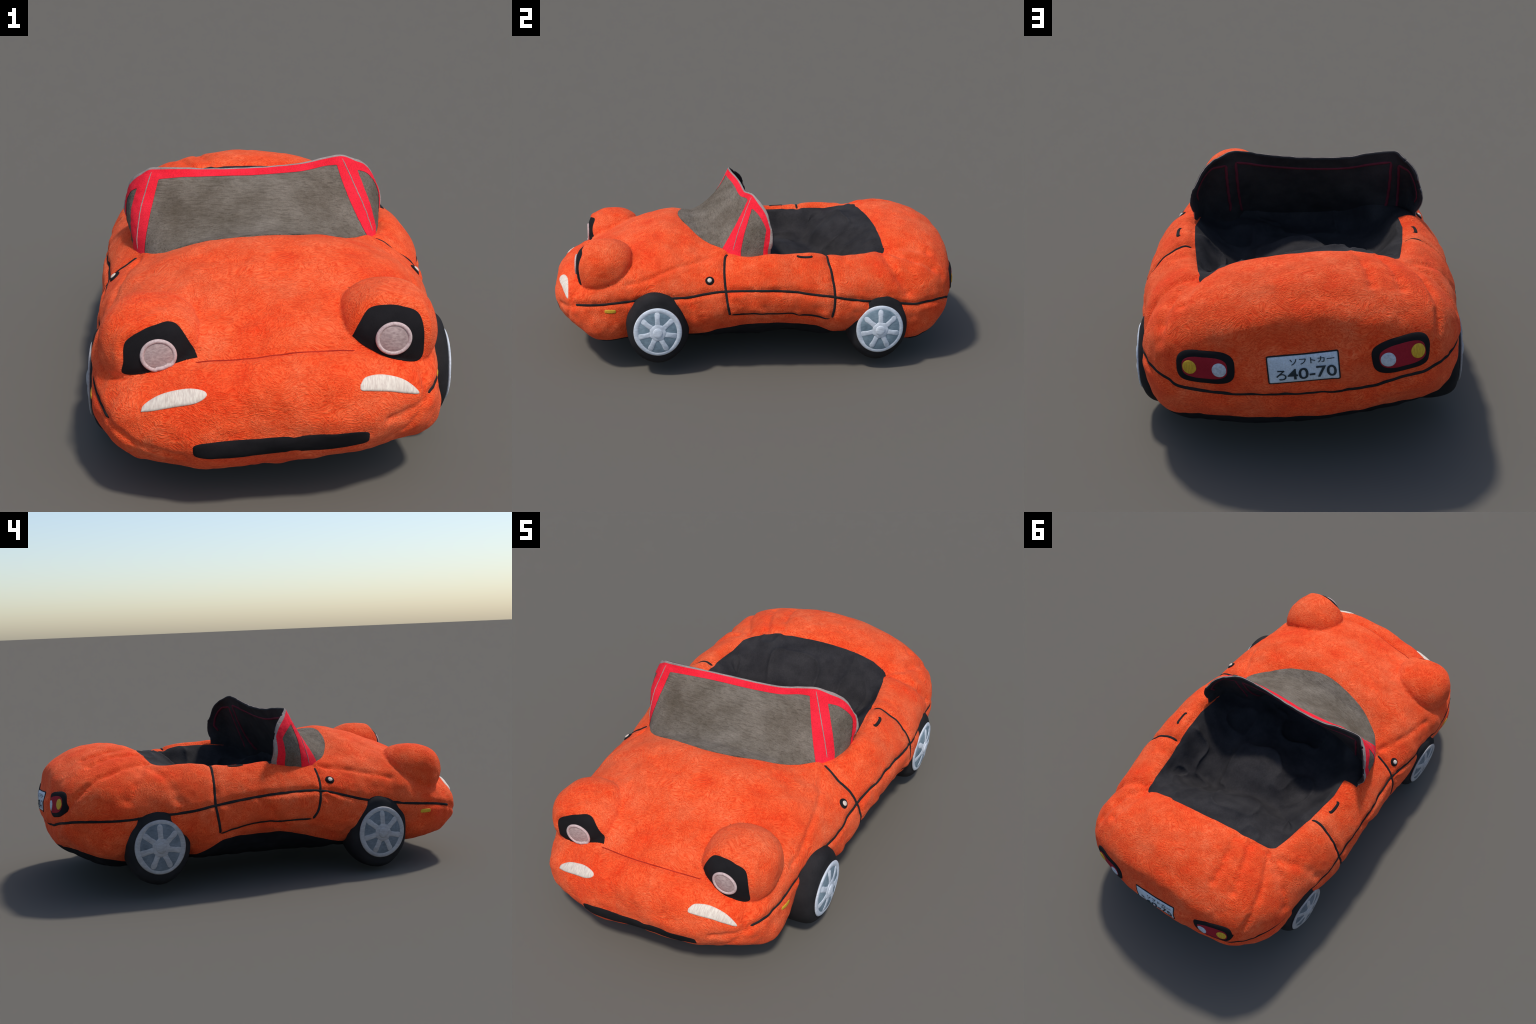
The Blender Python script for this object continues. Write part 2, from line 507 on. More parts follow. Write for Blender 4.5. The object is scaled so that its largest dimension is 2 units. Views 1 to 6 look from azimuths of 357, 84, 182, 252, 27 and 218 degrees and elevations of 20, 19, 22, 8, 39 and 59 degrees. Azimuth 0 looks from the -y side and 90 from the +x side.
CREASES = [  # sewn seams and folds without piping: path, depth, width
    ([(-.24, -.855, .435), (-.1, -.865, .447), (.05, -.865, .455), (.21, -.855, .468)], .009, .011),
    ([(.37, -.17, .555), (.42, -.30, .52), (.44, -.42, .49), (.455, -.54, .45), (.46, -.62, .44)], .007, .013),
    ([(-.43, -.24, .505), (-.46, -.34, .48), (-.48, -.45, .45), (-.49, -.56, .42)], .009, .016),
    ([(.40, -.87, .40), (.41, -.90, .34), (.40, -.935, .28), (.37, -.95, .22)], .005, .012),
    ([(.47, -.85, .34), (.40, -.93, .31), (.30, -.97, .29)], .007, .012),
    ([(-.46, -.88, .26), (-.38, -.95, .22), (-.27, -.98, .19)], .008, .013),
    ([(-.34, .56, .55), (-.40, .68, .54), (-.43, .79, .51), (-.44, .88, .46), (-.42, .93, .40)], .011, .016),
    ([(.34, .61, .52), (.40, .70, .52), (.43, .80, .49), (.44, .88, .43)], .015, .020),
    ([(.33, .62, .53), (.36, .72, .57), (.38, .82, .55)], .010, .022),
    ([(.35, .60, .51), (.44, .62, .51), (.51, .66, .45), (.52, .70, .38)], .013, .022),
    ([(-.19, .60, .625), (-.22, .70, .63), (-.24, .82, .60)], .011, .018),
    ([(-.26, .58, .60), (-.30, .68, .60), (-.33, .80, .57)], .012, .018),
    ([(-.36, .58, .56), (-.46, .62, .52), (-.52, .68, .44)], .011, .022),
    ([(-.40, .55, .55), (-.48, .50, .50), (-.55, .46, .42)], .009, .022),
    ([(.52, -.05, .40), (.56, .02, .33), (.55, .06, .27)], .007, .022), ([(-.57, .10, .40), (-.56, .04, .33), (-.53, -.02, .26)], .010, .020),
    ([(-.55, -.22, .38), (-.54, -.27, .30), (-.52, -.33, .22)], .009, .020), ([(.55, -.30, .36), (.54, -.27, .28), (.51, -.24, .2)], .007, .02),
]
def frame(o, s, nrm_):
    n = np.array(nrm_, float); n /= np.linalg.norm(n)
    s = np.array(s, float); s -= n * (s @ n); s /= np.linalg.norm(s)
    return np.array(o, float), s, np.cross(n, s), n

def rounded(a, b, n=3.0, steps=64, rot=0.0, centre=(0, 0)):
    t = np.linspace(0, 2 * math.pi, steps, endpoint=False)
    x = a * np.sign(np.cos(t)) * np.abs(np.cos(t)) ** (2 / n)
    y = b * np.sign(np.sin(t)) * np.abs(np.sin(t)) ** (2 / n)
    c, s = math.cos(rot), math.sin(rot)
    return np.stack([c * x - s * y + centre[0], s * x + c * y + centre[1]], 1)

def dense(poly, n=72):
    P = spline(list(poly) + [poly[0]], n + 1)[:-1]
    return P

def to_frame(fr, pts):
    o, s, t, n = fr
    return [((np.array(p) - o) @ s, (np.array(p) - o) @ t) for p in pts]

LIGHT = [
    (0, (.307, -.856, .492), (0.04, -1, .16),
     [(.198, -.85, .488), (.215, -.85, .53), (.241, -.85, .570), (.285, -.86, .584), (.332, -.86, .581), (.382, -.84, .553), (.397, -.83, .47), (.388, -.85, .417), (.303, -.86, .432), (.234, -.86, .462)]),
    (1, (-.336, -.862, .444), (-0.04, -1, .16),
     [(-.228, -.85, .432), (-.275, -.86, .515), (-.308, -.86, .536), (-.345, -.86, .530), (-.38, -.86, .517), (-.426, -.84, .48), (-.432, -.84, .423), (-.437, -.87, .388), (-.383, -.87, .389), (-.303, -.87, .416)])]

disp = np.zeros(len(v))
for _, o, n, pts in LIGHT:       # black faces lie a little sunk behind a padded lip
    fr = frame(o, (1, 0, 0), n)
    poly = dense(to_frame(fr, pts), 60)
    rel = v - fr[0]
    near = np.where((np.abs(rel) < .2).all(1) & ((nrm @ fr[3]) > .25))[0]
    uv = np.stack([rel[near] @ fr[1], rel[near] @ fr[2]], 1)
    a_, b_ = poly, np.roll(poly, -1, 0)
    ab = b_ - a_
    t_ = np.clip(((uv[:, None] - a_) * ab).sum(2) / (ab * ab).sum(1), 0, 1)
    dist = np.linalg.norm(uv[:, None] - (a_ + t_[..., None] * ab), axis=2).min(1)
    crossing = ((a_[:, 1] > uv[:, 1:2]) != (b_[:, 1] > uv[:, 1:2])) & (uv[:, :1] < ab[:, 0] * (uv[:, 1:2] - a_[:, 1]) / (ab[:, 1] + 1e-12) + a_[:, 0])
    inside = crossing.sum(1) % 2 == 1
    sd = np.where(inside, -dist, dist)
    lip = .010 * np.exp(-((sd - .016) / .012) ** 2) * smoothstep(-.06, .0, uv[:, 1])
    disp[near] += -.003 * smoothstep(.006, -.010, sd) + lip * .6
from mathutils.kdtree import KDTree
PUCKER = 1 + .45 * value_noise(v, 16, 41) + .25 * value_noise(v, 40, 42)
def groove(path, depth, width):
    kd = KDTree(len(path))
    for i, p in enumerate(path):
        kd.insert(Vector(p), i)
    kd.balance()
    lo, hi = path.min(0) - 3 * width, path.max(0) + 3 * width
    near = np.where(((v > lo) & (v < hi)).all(1))[0]
    for i in near:
        d = kd.find(Vector(v[i]))[2]
        if d < 3 * width:
            disp[i] = min(disp[i], -depth * PUCKER[i] * math.exp(-(d / width) ** 2))
for q_ in PODS:                  # tight crease where each pod is sewn to the hood
    dp, dh = pod(v, **q_), stuffed(v)
    disp = disp - .005 * np.exp(-(dp * dp + dh * dh) / .009 ** 2)
for paths in SEAMS.values():
    for c in paths:
        groove(on_body(c, 40 * len(c), BASE)[0], .010, .017)
for c, d, w in CREASES:
    groove(on_body(c, 40 * len(c), BASE)[0], d, w)

in_cockpit = smoothstep(.02, -.04, opening(v)) * smoothstep(.15, .2, v[:, 2])
lumps = .0045 * value_noise(v, 6, 3) + .0028 * value_noise(v, 13, 5) + .0014 * value_noise(v, 30, 7)
wrinkle = .016 * (1 - np.abs(value_noise(v * np.array([1, .8, .35]), 9, 11))) ** 4 + .013 * value_noise(v, 7, 12)
v = v + nrm * (disp + lumps * (1 + .8 * smoothstep(.46, .36, v[:, 2])) + wrinkle * in_cockpit)[:, None]
nrm = normals_of(v, tris)
SURF = bvh_of(v, tris)

# --- split into sewn panels ---------------------------------------------------
UNDER_EDGE = pchip([-1, -.9, -.8, -.65, -.4, -.2, 0, .25, .4, .65, .8, .9, 1], [.09, .10, .12, .13, .14, .19, .232, .228, .15, .13, .165, .19, .19])
def f_under(p):
    return UNDER_EDGE(p[:, 1]) - twisted(p) + .004 * value_noise(p, 20, 9)
SCREEN_FOOT = pchip([-.47, -.452, -.432, -.36, -.22, -.03, .15, .29, .37, .392, .408, .42],
                    [.02, -.12, -.188, -.285, -.355, -.385, -.335, -.238, -.125, -.06, .0, .05])
def f_lining(p):
    rim = np.minimum(-opening(p) - .004 + .003 * value_noise(p, 25, 4), p[:, 2] - .16)
    x, y, z = p.T
    screen = np.minimum.reduce([y - SCREEN_FOOT(x) - .06, .02 - y, z - .42])     # everything behind the screen is black too
    return np.maximum.reduce([rim, np.minimum.reduce([-stuffed(p) - .024, .08 - cavity(p), .001 - opening(p)]), screen])
def f_pod(i):
    q = PODS[i]
    return lambda p: stuffed(p) - pod(p, **q) - .002
DOOR_FRONT = {1: pchip([.25, .414, .6], [-.145, -.164, -.168]), -1: pchip([.25, .40, .6], [-.15, -.197, -.212])}
DOOR_REAR = {1: pchip([.25, .36, .48, .6], [.322, .34, .333, .318]), -1: pchip([.25, .40, .48, .6], [.285, .305, .295, .285])}
def f_door(s):
    def f(p):
        z = p[:, 2]
        low = .289 if s > 0 else .268
        return np.minimum.reduce([p[:, 0] * s - .2, p[:, 1] - DOOR_FRONT[s](z), DOOR_REAR[s](z) - p[:, 1], z - low])
    return f
def f_hood(p):
    rear = -.14 + 0 * p[:, 1]
    side = np.interp(p[:, 1], [-.9, -.56, -.2], [.50, .485, .40])
    front = np.interp(p[:, 0], [-.3, .3], [-.868, -.864])
    return np.minimum.reduce([side - np.abs(p[:, 0] + .012), rear - p[:, 1], p[:, 1] - front, p[:, 2] - .40 - .05 * p[:, 0]])
def f_trunk(p):
    side = np.interp(p[:, 1], [.5, .6, .9], [.34, .36, .44])
    return np.minimum.reduce([side - np.abs(p[:, 0]), p[:, 1] - .45, p[:, 2] - .5 + .0 * p[:, 0]])
def f_bumper(p):
    return np.minimum(-.60 - p[:, 1] + .0 * p[:, 0], .35 + .06 * p[:, 0] - p[:, 2] + .12 * smoothstep(-.8, -.95, p[:, 1]))

rest = tris
def split(name, f, mat, parent=car):
    global v, nrm, rest
    v, nrm, t, side = cut_by(v, nrm, rest, f(v))
    rest = t[~side]
    return (name, t[side], mat, parent)
pieces = [split("cockpit_lining", f_lining, LINING), split("underbody", f_under, UNDER),
          split("headlight_pod", f_pod(0), FUR), split("headlight_pod", f_pod(1), FUR),
          split("door", f_door(1), FUR), split("door", f_door(-1), FUR), split("hood", f_hood, FUR), split("trunk_lid", f_trunk, FUR)]
pieces.append(("body", rest, FUR, car))
made = [tri_object(n, v, nrm, t, m, p) for n, t, m, p in pieces if len(t)]
pod_objects = [o for o in made if o.name.startswith("headlight_pod")]

# --- piping -------------------------------------------------------------------
def ribbon(name, path, nn, half, height, mat, parent, sink=.003, closed=False):
    """Cord with a flattened round section laid along a path on the fabric."""
    m = len(path)
    tan = np.gradient(path, axis=0)
    if closed:
        tan = np.roll(path, -1, 0) - np.roll(path, 1, 0)
    tan /= np.linalg.norm(tan, axis=1, keepdims=True) + 1e-9
    side = np.cross(tan, nn); side /= np.linalg.norm(side, axis=1, keepdims=True) + 1e-9
    k = 8
    vs = []
    taper = np.ones(m) if closed else np.clip(np.minimum(np.arange(m), m - 1 - np.arange(m)) / 4 + .35, 0, 1)
    for i in range(k):
        a = 2 * math.pi * i / k
        vs.append(path + side * (half * math.cos(a) * taper)[:, None] + nn * (height * math.sin(a) * taper - sink)[:, None])
    vs = np.stack(vs, 1).reshape(-1, 3)
    fs = []
    for j in range(m if closed else m - 1):
        for i in range(k):
            a, b = j * k, ((j + 1) % m) * k
            fs.append((a + i, a + (i + 1) % k, b + (i + 1) % k, b + i))
    if not closed:
        fs += [tuple(range(k))[::-1], tuple((m - 1) * k + i for i in range(k))]
    return mesh_object(name, vs, fs, mat, parent)

def smooth_rows(a, r=3):
    for _ in range(r):
        b = a.copy(); b[1:-1] = (a[:-2] + 2 * a[1:-1] + a[2:]) / 4; a = b
    return a

for name, paths in SEAMS.items():
    for c in paths:
        P, N = on_body(c, 14 * len(c), BASE)
        P, N = smooth_rows(P, 10), smooth_rows(N, 10); N /= np.linalg.norm(N, axis=1, keepdims=True)
        P = np.array([cast(SURF, p, n, .04)[0] for p, n in zip(P, N)])
        ribbon(name, smooth_rows(P, 2), N, .0075, .007, PIPING, car)

# crease between the headlights: its red shadow modelled as a thin dark ribbon
P, N = on_body(CREASES[0][0], 90, BASE)
P = np.array([cast(SURF, p, n, .04)[0] for p, n in zip(P, N)])
ribbon("hood_seam", smooth_rows(P, 4), N, .0028, .003, CREASE_SHADOW, car, .0012)

# --- sewn-on patches ----------------------------------------------------------
def patch(name, outline, fr, tree, mat, parent, thick=.005, rings=9, lift=0.0, power=6):
    """Sewn patch: outline in the plane of a frame, laid onto the fabric, with soft edges."""
    o, s, t, n = fr
    outline = np.array(outline)
    c = outline.mean(0)
    rr = np.concatenate([[1.0, .985, .95], np.linspace(.88, .12, rings)])
    vs, m = [], len(outline)
    for j, r in enumerate(rr):
        for a in outline:
            uv = c + (a - c) * r
            p, _ = cast(tree, o + s * uv[0] + t * uv[1], n)
            hgt = lift + (-.004 if j == 0 else thick * (1 - r ** power * .8))
            vs.append(p + n * hgt)
    p, _ = cast(tree, o + s * c[0] + t * c[1], n)
    vs.append(p + n * (lift + thick))
    vs = np.array(vs)
    fs = []
    for j in range(len(rr) - 1):
        for i in range(m):
            k = (i + 1) % m
            fs.append((j * m + i, j * m + k, (j + 1) * m + k, (j + 1) * m + i))
    fs += [((len(rr) - 1) * m + i, (len(rr) - 1) * m + (i + 1) % m, len(vs) - 1) for i in range(m)]
    return mesh_object(name, vs, fs, mat, parent), bvh_of(vs, fs)

# headlights: black felt face, embroidered lens with a raised rim
for k, o, n, pts in LIGHT:
    parent = pod_objects[k]
    fr = frame(o, (1, 0, 0), n)
    _, tree = patch("headlight_surround", dense(to_frame(fr, pts), 80), fr, SURF, FELT, parent, .004)
    _, tree2 = patch("headlight_lens", rounded(.049, .047, 2), fr, tree, LENS_T, parent, .004)
    P = np.array([cast(tree2, fr[0] + fr[1] * a + fr[2] * b, fr[3])[0] for a, b in rounded(.0445, .0425, 2, 72)])
    ribbon("headlight_rim", P, np.tile(fr[3], (len(P), 1)), .006, .005, LENS_R, parent, 0, True)

# fog lamps and grille
def frame_from(a, b, n):
    a, b = np.array(a), np.array(b)
    return frame((a + b) / 2, b - a, n)
fr = frame_from((.203, -.932, .398), (.371, -.873, .350), (.30, -1, .55))
patch("fog_lamp", dense([(-.092, -.008), (-.075, .014), (-.03, .026), (.02, .023), (.06, .010), (.095, -.016), (.05, -.020), (0, -.019), (-.06, -.022), (-.088, -.022)]), fr, SURF, WHITE_T, car, .006)
fr = frame_from((-.382, -.910, .328), (-.206, -.958, .379), (-.25, -1, .5))
patch("fog_lamp", dense([(-.093, -.022), (-.082, -.004), (-.045, .014), (0, .022), (.05, .022), (.088, .010), (.092, -.006), (.06, -.020), (0, -.022), (-.06, -.024)]), fr, SURF, WHITE_T, car, .006)
fr = frame((-.002, -.985, .236), (1, 0, .045), (0, -1, 0.05))
patch("grille", rounded(.243, .029, 5, 96) + np.array([[0, 0]]), fr, SURF, FELT, car, .004)

# side markers, turn signals, door handles
for s, o in ((1, (.49, -.237, .455)), (-1, (-.486, -.252, .431))):
    fr = frame(o, (0, s, 0), (s, -.1, .75))
    ob, tree = patch("side_marker", rounded(.021, .021, 2, 40), fr, SURF, FELT, car, .007, 4, 0, 4)
    patch("marker_lens", rounded(.0105, .011, 2, 32), fr, tree, WHITE_T, ob, .004, 3)
for s, o in ((1, (.52, -.71, .318)), (-1, (-.53, -.72, .262))):
    fr = frame(o, (0, s, 0), (s, -.2, .1))
    patch("turn_signal", rounded(.027, .009, 4, 40), fr, SURF, YELLOW, car, .003, 4)
for s, o in ((1, (.45, .21, .546)), (-1, (-.445, .172, .545))):
    fr = frame(o, (0, s, 0), (s * .6, 0, 1))
    P = [cast(SURF, fr[0] + fr[1] * a + fr[2] * b, fr[3]) for a, b in spline([(-.033, .009), (-.030, -.001), (-.012, -.004), (.012, -.004), (.030, -.001), (.033, .009)], 24)]
    ribbon("door_handle", np.array([q[0] for q in P]), np.tile(fr[3], (24, 1)), .0075, .005, PIPING, car, .001)

# tail lamps
for s, o, rot in ((1, (.288, .955, .378), .02), (-1, (-.322, .948, .418), .17)):
    fr = frame(o, (-1, 0, 0), (s * .28, 1, .05))
    big = rounded(.097, .056, 3.2, 72, rot)
    ob, tree = patch("tail_lamp", big, fr, SURF, FELT, car, .008, 7, 0, 10)
    _, tree2 = patch("lamp_panel", rounded(.076, .037, 3.0, 64, rot), fr, tree, LAMP_RED, ob, .002)
    out = -s * .049
    c, d = math.cos(rot), math.sin(rot)
    patch("turn_lens", rounded(.0235, .0235, 2, 40, 0, (out * c, out * d)), fr, tree2, YELLOW, ob, .004, 4)
    patch("reversing_lens", rounded(.0235, .0235, 2, 40, 0, (-out * c, -out * d - .003)), fr, tree2, GREY_T, ob, .004, 4)

# licence plate and its writing
fr = frame((-.017, .99, .391), (-1, 0, .085), (0, 1, 0))
plate, ptree = patch("licence_plate", rounded(.110, .044, 30, 96), fr, SURF, PLATE, car, .005, 8, 0, 20)
edge = rounded(.1105, .0445, 30, 96)
P = np.array([cast(SURF, fr[0] + fr[1] * a + fr[2] * b, fr[3])[0] for a, b in edge])
ribbon("plate_border", P, np.tile(fr[3], (len(P), 1)), .0022, .004, PIPING, plate, 0, True)
def writing(body, centre, width, height):
    cu = bpy.data.curves.new("writing", "FONT")
    cu.body, cu.resolution_u, cu.offset = body, 6, .012
    tmp = bpy.data.objects.new("writing_tmp", cu); SC.objects.link(tmp)
    bpy.context.view_layer.update()
    me = bpy.data.meshes.new_from_object(tmp.evaluated_get(bpy.context.evaluated_depsgraph_get()))
    P = np.array([q.co[:] for q in me.vertices]); F = [tuple(p.vertices) for p in me.polygons]
    bpy.data.objects.remove(tmp); bpy.data.curves.remove(cu); bpy.data.meshes.remove(me)
    lo, hi = P.min(0), P.max(0)
    uv = (P[:, :2] - (lo[:2] + hi[:2]) / 2) * np.array([width / (hi[0] - lo[0]), height / (hi[1] - lo[1])]) + np.array(centre)
    vs = np.array([cast(ptree, fr[0] + fr[1] * a + fr[2] * b, fr[3])[0] + fr[3] * .0025 for a, b in uv])
    return mesh_object("plate_writing", vs, F, INK, plate, smooth=False)
writing("40-70", (.026, -.014), .152, .038)
writing("\u308d", (-.070, -.016), .032, .034)
writing("\u30bd\u30d5\u30c8\u30ab\u30fc", (.029, .026), .138, .019)

# --- wheels --------------------------------------------------------------------
WHEELS = [  # side, y, z, outermost x, rim radius y / z
    (1, -.483, .234, .549), (1, .560, .214, .558), (-1, .556, .232, .560), (-1, -.482, .190, .562)]
PROFILE = [(0, .010), (.05, .009), (.09, .004), (.115, -.004), (.135, -.014), (.150, -.036), (.157, -.075), (.158, -.13), (.148, -.18), (.12, -.215), (0, -.23)]
for s, wy, wz, wx in WHEELS:
    wheel = add("wheel", None, car)
    silver, steel = (SILVER, STEEL) if s > 0 else (SILVER_GREY, STEEL_GREY)   # rims on the -x side are darker and greyer
    wheel.location = (0, 0, 0)
    prof = spline(PROFILE, 48)
    prof[:, 0] = np.maximum(prof[:, 0], 0)
    m = 64
    ang = np.linspace(0, 2 * math.pi, m, endpoint=False)
    vs = []
    for r, d in prof[1:-1]:
        inset = .55 * max(-d - .02, 0)
        for a in ang:
            zz = wz + r * 1.13 * math.sin(a) * (1.0 if math.sin(a) > 0 else 1.0)
            vs.append((s * (wx + d), wy + r * .93 * math.cos(a), zz))
    vs = np.array(vs)
    vs[:, 2] = np.maximum(vs[:, 2], .004 + .012 * (1 - np.abs(np.cos(ang[np.arange(len(vs)) % m])) ** 2) * 0)
    vs += .0035 * np.stack([value_noise(vs + k, 11, 20 + k) for k in range(3)], 1)
    fs = []
    rows = len(prof) - 2
    for j in range(rows - 1):
        for i in range(m):
            k = (i + 1) % m
            quad = (j * m + i, (j + 1) * m + i, (j + 1) * m + k, j * m + k)
            fs.append(quad if s > 0 else quad[::-1])
    cap = tuple(range(m)); end = tuple((rows - 1) * m + i for i in range(m))
    fs += [cap if s > 0 else cap[::-1], end[::-1] if s > 0 else end]
    mesh_object("tyre", vs, fs, TYRE, wheel)
    tree = bvh_of(vs, fs)
    fr = frame((s * wx, wy, wz), (0, s, 0), (s, 0, 0))
    stretch = np.array([1.0, 1.06])
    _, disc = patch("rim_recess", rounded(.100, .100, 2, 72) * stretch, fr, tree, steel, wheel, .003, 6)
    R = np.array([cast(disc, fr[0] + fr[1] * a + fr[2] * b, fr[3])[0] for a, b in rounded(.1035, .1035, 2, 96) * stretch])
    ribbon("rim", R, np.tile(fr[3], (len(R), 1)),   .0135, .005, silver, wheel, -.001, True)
    for k in range(7):
        a = math.pi / 2 + 2 * math.pi * k / 7
        d, e = np.array([math.cos(a), math.sin(a)]), np.array([-math.sin(a), math.cos(a)])
        pts = [d * .030 + e * .011, d * .060 + e * .011, d * .086 + e * .012, d * .0965, d * .086 - e * .012, d * .060 - e * .011, d * .030 - e * .011]
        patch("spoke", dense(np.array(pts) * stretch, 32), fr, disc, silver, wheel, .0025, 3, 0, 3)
    star = []
    for k in range(14):
        a = math.pi / 2 + 2 * math.pi * (k + .5) / 14
        r = .040 if k % 2 == 0 else .037
        star.append((r * math.cos(a), r * math.sin(a)))
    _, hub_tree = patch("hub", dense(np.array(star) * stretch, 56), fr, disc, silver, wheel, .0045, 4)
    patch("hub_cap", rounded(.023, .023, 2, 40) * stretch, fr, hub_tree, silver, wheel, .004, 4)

# --- windshield -----------------------------------------------------------------
# ribs from the left wing's rear edge, over both pillars, to the right wing's rear edge:
# bottom, middle, top point of the outer fabric
RIBS = [
    ((-.462, .004, .545), (-.488, .000, .600), (-.480, -.004, .655)),
    ((-.462, -.055, .540), (-.478, -.050, .620), (-.462, -.026, .708)),
    ((-.452, -.120, .530), (-.462, -.105, .640), (-.420, -.070, .752)),
    ((-.432, -.188, .510), (-.420, -.150, .640), (-.380, -.093, .772)),
    ((-.360, -.285, .545), (-.335, -.174, .655), (-.310, -.085, .770)),
    ((-.220, -.355, .592), (-.200, -.195, .672), (-.180, -.060, .764)),
    ((-.030, -.385, .622), (-.030, -.195, .675), (-.040, -.050, .766)),
    ((.150, -.335, .606), (.130, -.162, .680), (.110, -.045, .777)),
    ((.290, -.238, .568), (.225, -.108, .684), (.210, -.030, .795)),
    ((.370, -.125, .553), (.315, -.075, .685), (.258, -.020, .802)),
    ((.392, -.060, .562), (.362, -.030, .690), (.320, .010, .780)),
    ((.408, .000, .570), (.396, .015, .670), (.372, .040, .738)),
    ((.412, .050, .572), (.424, .058, .615), (.412, .055, .668)),
]
U = [0, .055, .12, .19, .25, .37, .50, .63, .75, .81, .88, .945, 1.0]
RIBS = np.array(RIBS)
fine_u, fine_v = 240, 44
ctrl = [pchip(U, RIBS[:, k, a]) for k in range(3) for a in range(3)]
us = np.linspace(0, 1, fine_u); vv = np.linspace(0, 1, fine_v)
B, M, T = (np.stack([ctrl[k * 3 + a](us) for a in range(3)], 1) for k in range(3))
grid = np.zeros((fine_u, fine_v, 3))
for j, t in enumerate(vv):   # quadratic through bottom, middle, top
    grid[:, j] = B * (2 * (t - .5) * (t - 1)) + M * (4 * t * (1 - t)) + T * (2 * t * (t - .5))
sag = vv * (1 - vv) ** 3 / .105                        # the screen starts out low along the hood, then rises
mid_u = smoothstep(.20, .36, us) * smoothstep(.80, .64, us)
grid += mid_u[:, None, None] * sag[None, :, None] * np.array([0, .008, -.020])
for k, u in enumerate(us):                             # foot of the screen follows the hood exactly
    if .20 < u < .80:
        for j in range(fine_v // 2):
            hit = SURF.ray_cast(Vector((grid[k, j, 0], grid[k, j, 1], 1.0)), Vector((0, 0, -1)))[0]
            if hit is not None and grid[k, j, 1] < -.16:
                grid[k, j, 2] = max(grid[k, j, 2], hit[2] + .0015 + .006 * min(j / 6, 1))
w_uv = np.stack(np.meshgrid(us, vv, indexing="ij"), -1).reshape(-1, 2)
outer = grid.reshape(-1, 3)
iu, iv = np.meshgrid(np.arange(fine_u - 1), np.arange(fine_v - 1), indexing="ij")
a = (iu * fine_v + iv).ravel()
wq = np.stack([a, a + fine_v, a + fine_v + 1, a + 1], 1)
wt = np.vstack([wq[:, [0, 1, 2]], wq[:, [0, 2, 3]]])
wn = normals_of(outer, wt)
if wn[fine_u // 2 * fine_v + fine_v // 2][1] > 0:
    wt = wt[:, ::-1]; wn = -wn
rip = .003 * value_noise(outer, 14, 31) + .0012 * value_noise(outer * np.array([.4, 1, 1.6]), 70, 32)
outer = outer + wn * rip[:, None]
wn = normals_of(outer, wt)
THICK = .012
inner = outer - wn * THICK
# between the pillars the lining hangs almost straight down behind the screen, so the screen is a padded wedge
between = (smoothstep(.10, .22, w_uv[:, 0]) * smoothstep(.90, .78, w_uv[:, 0]))[:, None]
top_i = inner.reshape(fine_u, fine_v, 3)[:, -1]
foot = np.stack([top_i[:, 0] * 1.06, -.245 + .8 * top_i[:, 0] ** 2, .44 + 0 * us], 1)
hang = top_i[:, None] * vv[None, :, None] + foot[:, None] * (1 - vv)[None, :, None]
hang[:, :, 1] += (.004 * np.sin(math.pi * vv))[None, :]
hang = hang.reshape(-1, 3)
hang[:, 1] = np.maximum(hang[:, 1], inner[:, 1])      # never through the outer fabric
inner = inner * (1 - between) + hang * between
# bottom of the sheet runs on into the body so that no gap shows
low = w_uv[:, 1] < 1e-6
outer[low, 2] -= .045
inner[low, 2] -= .045

# trim regions in the sheet's own (u across, v up) measures
len_v = np.linalg.norm(np.diff(grid, axis=1), axis=2).sum(1)
len_u = np.linalg.norm(np.diff(grid[:, fine_v * 3 // 4], axis=0), axis=1)
arc = np.concatenate([[0], np.cumsum(len_u)])
arc_u = np.interp(w_uv[:, 0], us, arc)
h_here = np.interp(w_uv[:, 0], us, len_v)
from_top = (1 - w_uv[:, 1]) * h_here
pil = {-1: np.interp(.19, us, arc), 1: np.interp(.81, us, arc)}
d_l, d_r = arc_u - pil[-1], pil[1] - arc_u          # distance inwards from each pillar seam
from_end = np.minimum(arc_u, arc[-1] - arc_u)
edge_w = .004 + .010 * smoothstep(0, -.08, np.minimum(d_l, d_r))
f_edge = np.maximum(edge_w - from_top, edge_w + .004 - from_end)            # grey piping at free edges
glass = np.minimum.reduce([d_l - .032, d_r - .032, from_top - .037])
side_gap = np.minimum(np.minimum(-d_l, -d_r) * 0 + np.maximum(-d_l, -d_r) - .030, np.minimum(from_top - .055, from_end - .045))
wing = np.maximum(-d_l, -d_r)
side_glass = np.minimum(wing - .040, np.minimum(from_top - .058, from_end - .055))
windshield = add("windshield", None, car)
vW, nW, tW = outer, wn, wt
fields = [f_edge, glass, side_glass]
def split_sheet(name, k, mat, lift=0.0, parent=windshield):
    global vW, nW, tW, fields
    old = len(vW)
    f = fields[k]
    before = vW
    stack = np.column_stack([vW] + fields)
    # carry the fields through the cut along with the positions
    ff = np.where(np.abs(f) < 1e-5, 1e-5, f)
    v2, n2, t2, side = cut_by(stack, nW, tW, ff)
    vW, nW, fields = v2[:, :3], n2, [v2[:, 3 + i] for i in range(len(fields))]
    t = t2[side]; tW = t2[~side]
    return tri_object(name, vW + nW * lift, nW, t, mat, parent)
split_sheet("edge_trim", 0, GREY_EDGE, .001)
split_sheet("windshield_panel", 1, GREY)
split_sheet("side_window", 2, GREY)
tri_object("window_frame", vW + nW * .0012, nW, tW, RED, windshield)
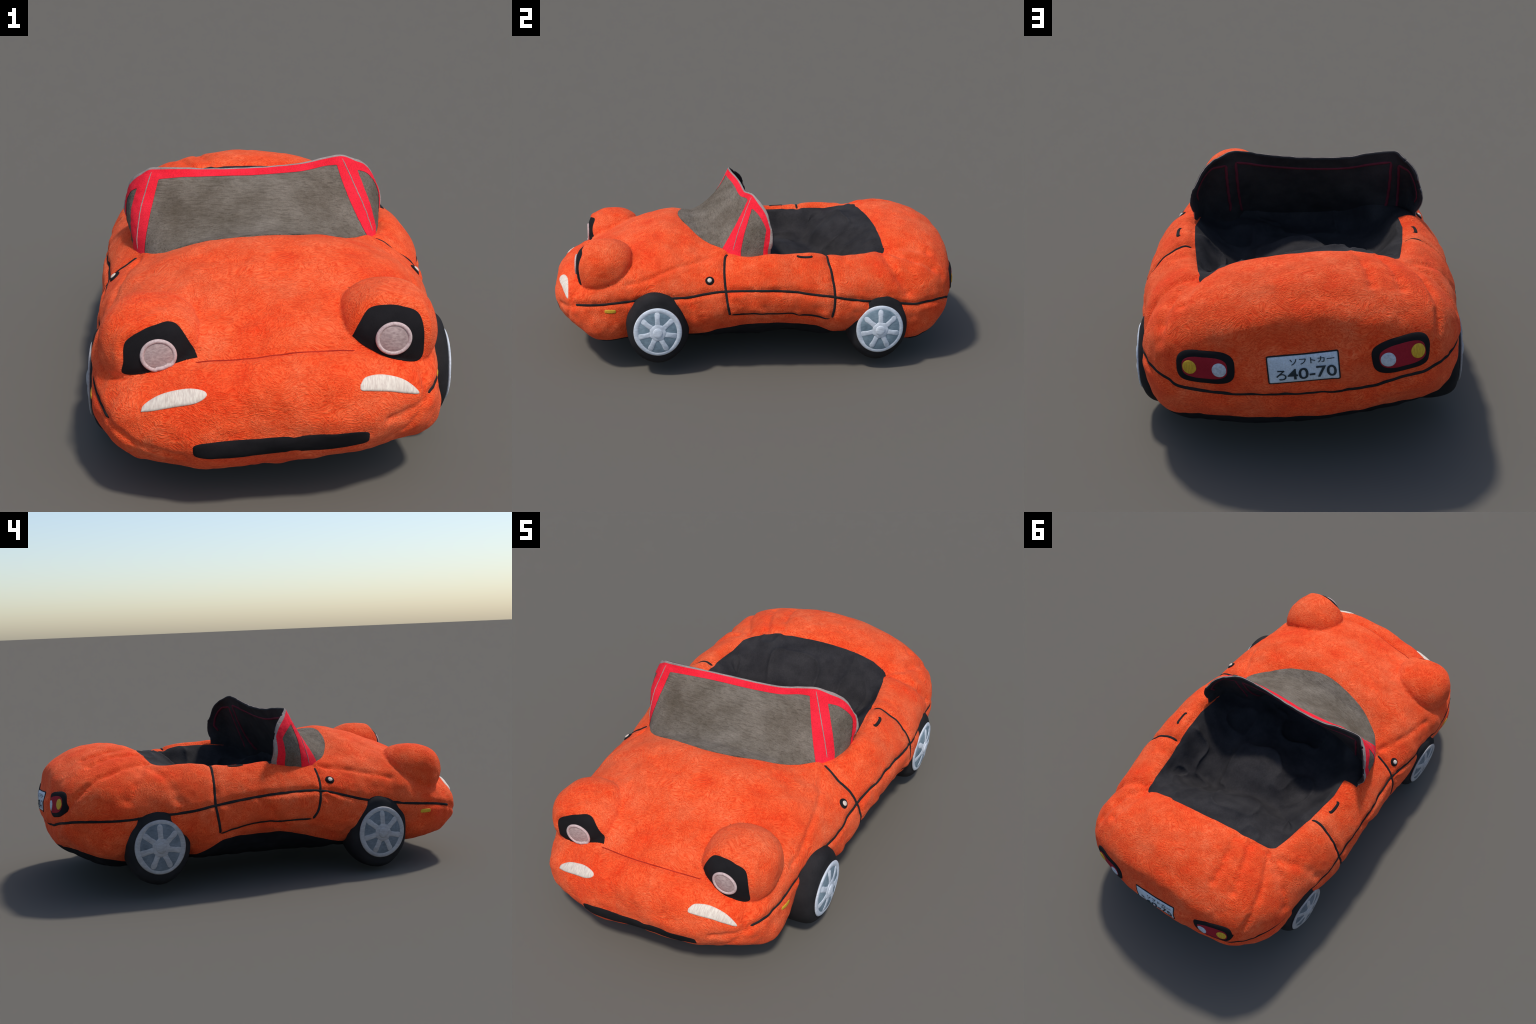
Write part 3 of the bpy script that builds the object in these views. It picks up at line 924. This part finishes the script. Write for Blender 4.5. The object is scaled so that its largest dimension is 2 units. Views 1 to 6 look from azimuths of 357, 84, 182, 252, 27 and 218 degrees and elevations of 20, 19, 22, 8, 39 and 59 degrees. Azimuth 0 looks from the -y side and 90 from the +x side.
# inner fabric and rounded rim
rim_idx = [i for i in range(fine_v)] + [k * fine_v + fine_v - 1 for k in range(1, fine_u - 1)] + [(fine_u - 1) * fine_v + j for j in range(fine_v - 1, -1, -1)]
iv_ = [inner]
lining_v = inner.copy(); lf = [tuple(f[::-1]) for f in wt]
mesh_object("windshield_lining", lining_v, lf, LINING, windshield)
O, I = outer[rim_idx], inner[rim_idx]
mid = (O + I) / 2
outward = np.zeros_like(mid)
tang = np.gradient(mid, axis=0)
across = O - I
outward = np.cross(tang, across); outward /= np.linalg.norm(outward, axis=1, keepdims=True) + 1e-9
cen = outer.mean(0)
outward *= np.sign(((mid - cen) * outward).sum(1, keepdims=True))
rows = []
for th in np.linspace(0, math.pi, 7):
    rows.append(mid + (O - I) / 2 * math.cos(th) + outward * .004 * math.sin(th))
rows = np.stack(rows, 1)
m = len(mid)
def rim_strip(name, lo, hi, mat):
    vs = rows[:, lo:hi + 1].reshape(-1, 3); k = hi - lo + 1
    fs = [(j * k + i, j * k + i + 1, (j + 1) * k + i + 1, (j + 1) * k + i) for j in range(m - 1) for i in range(k - 1)]
    mesh_object(name, vs, fs, mat, windshield)
rim_strip("edge_piping", 0, 2, GREY_EDGE)
rim_strip("edge_binding", 2, 6, LINING)
# faint dark red lines of the trim stitching on the inside
inn = inner.reshape(fine_u, fine_v, 3)
inn_n = -normals_of(inner, wt).reshape(fine_u, fine_v, 3)
def inside_line(uv_path):
    uvp = spline(uv_path, 60)
    i = np.clip(np.rint(uvp[:, 0] * (fine_u - 1)).astype(int), 0, fine_u - 1)
    fj = np.clip(uvp[:, 1] * (fine_v - 1), 0, fine_v - 1.001); j = fj.astype(int); w = (fj - j)[:, None]
    P = inn[i, j] * (1 - w) + inn[i, j + 1] * w
    ribbon("lining_stitch", smooth_rows(P, 6), inn_n[i, j], .006, .003, STITCH_DARK, windshield, 0)
inside_line([(.205, .88), (.30, .87), (.5, .86), (.7, .87), (.795, .88)])
for f in (lambda u: u, lambda u: 1 - u):
    inside_line([(f(.205), .88), (f(.212), .6), (f(.222), .35), (f(.23), .2)])
    inside_line([(f(.165), .84), (f(.175), .6), (f(.185), .35), (f(.19), .2)])
    inside_line([(f(.165), .84), (f(.11), .78), (f(.06), .68), (f(.035), .45), (f(.05), .2)])
# stitched thread down each pillar seam
for u0 in (.19, .81):
    k = int(round(u0 * (fine_u - 1)))
    P, N = outer[k * fine_v + 1:(k + 1) * fine_v - 2], wn[k * fine_v + 1:(k + 1) * fine_v - 2]
    ribbon("pillar_seam", P, N, .0018, .002, GREY_EDGE, windshield, -.0012)
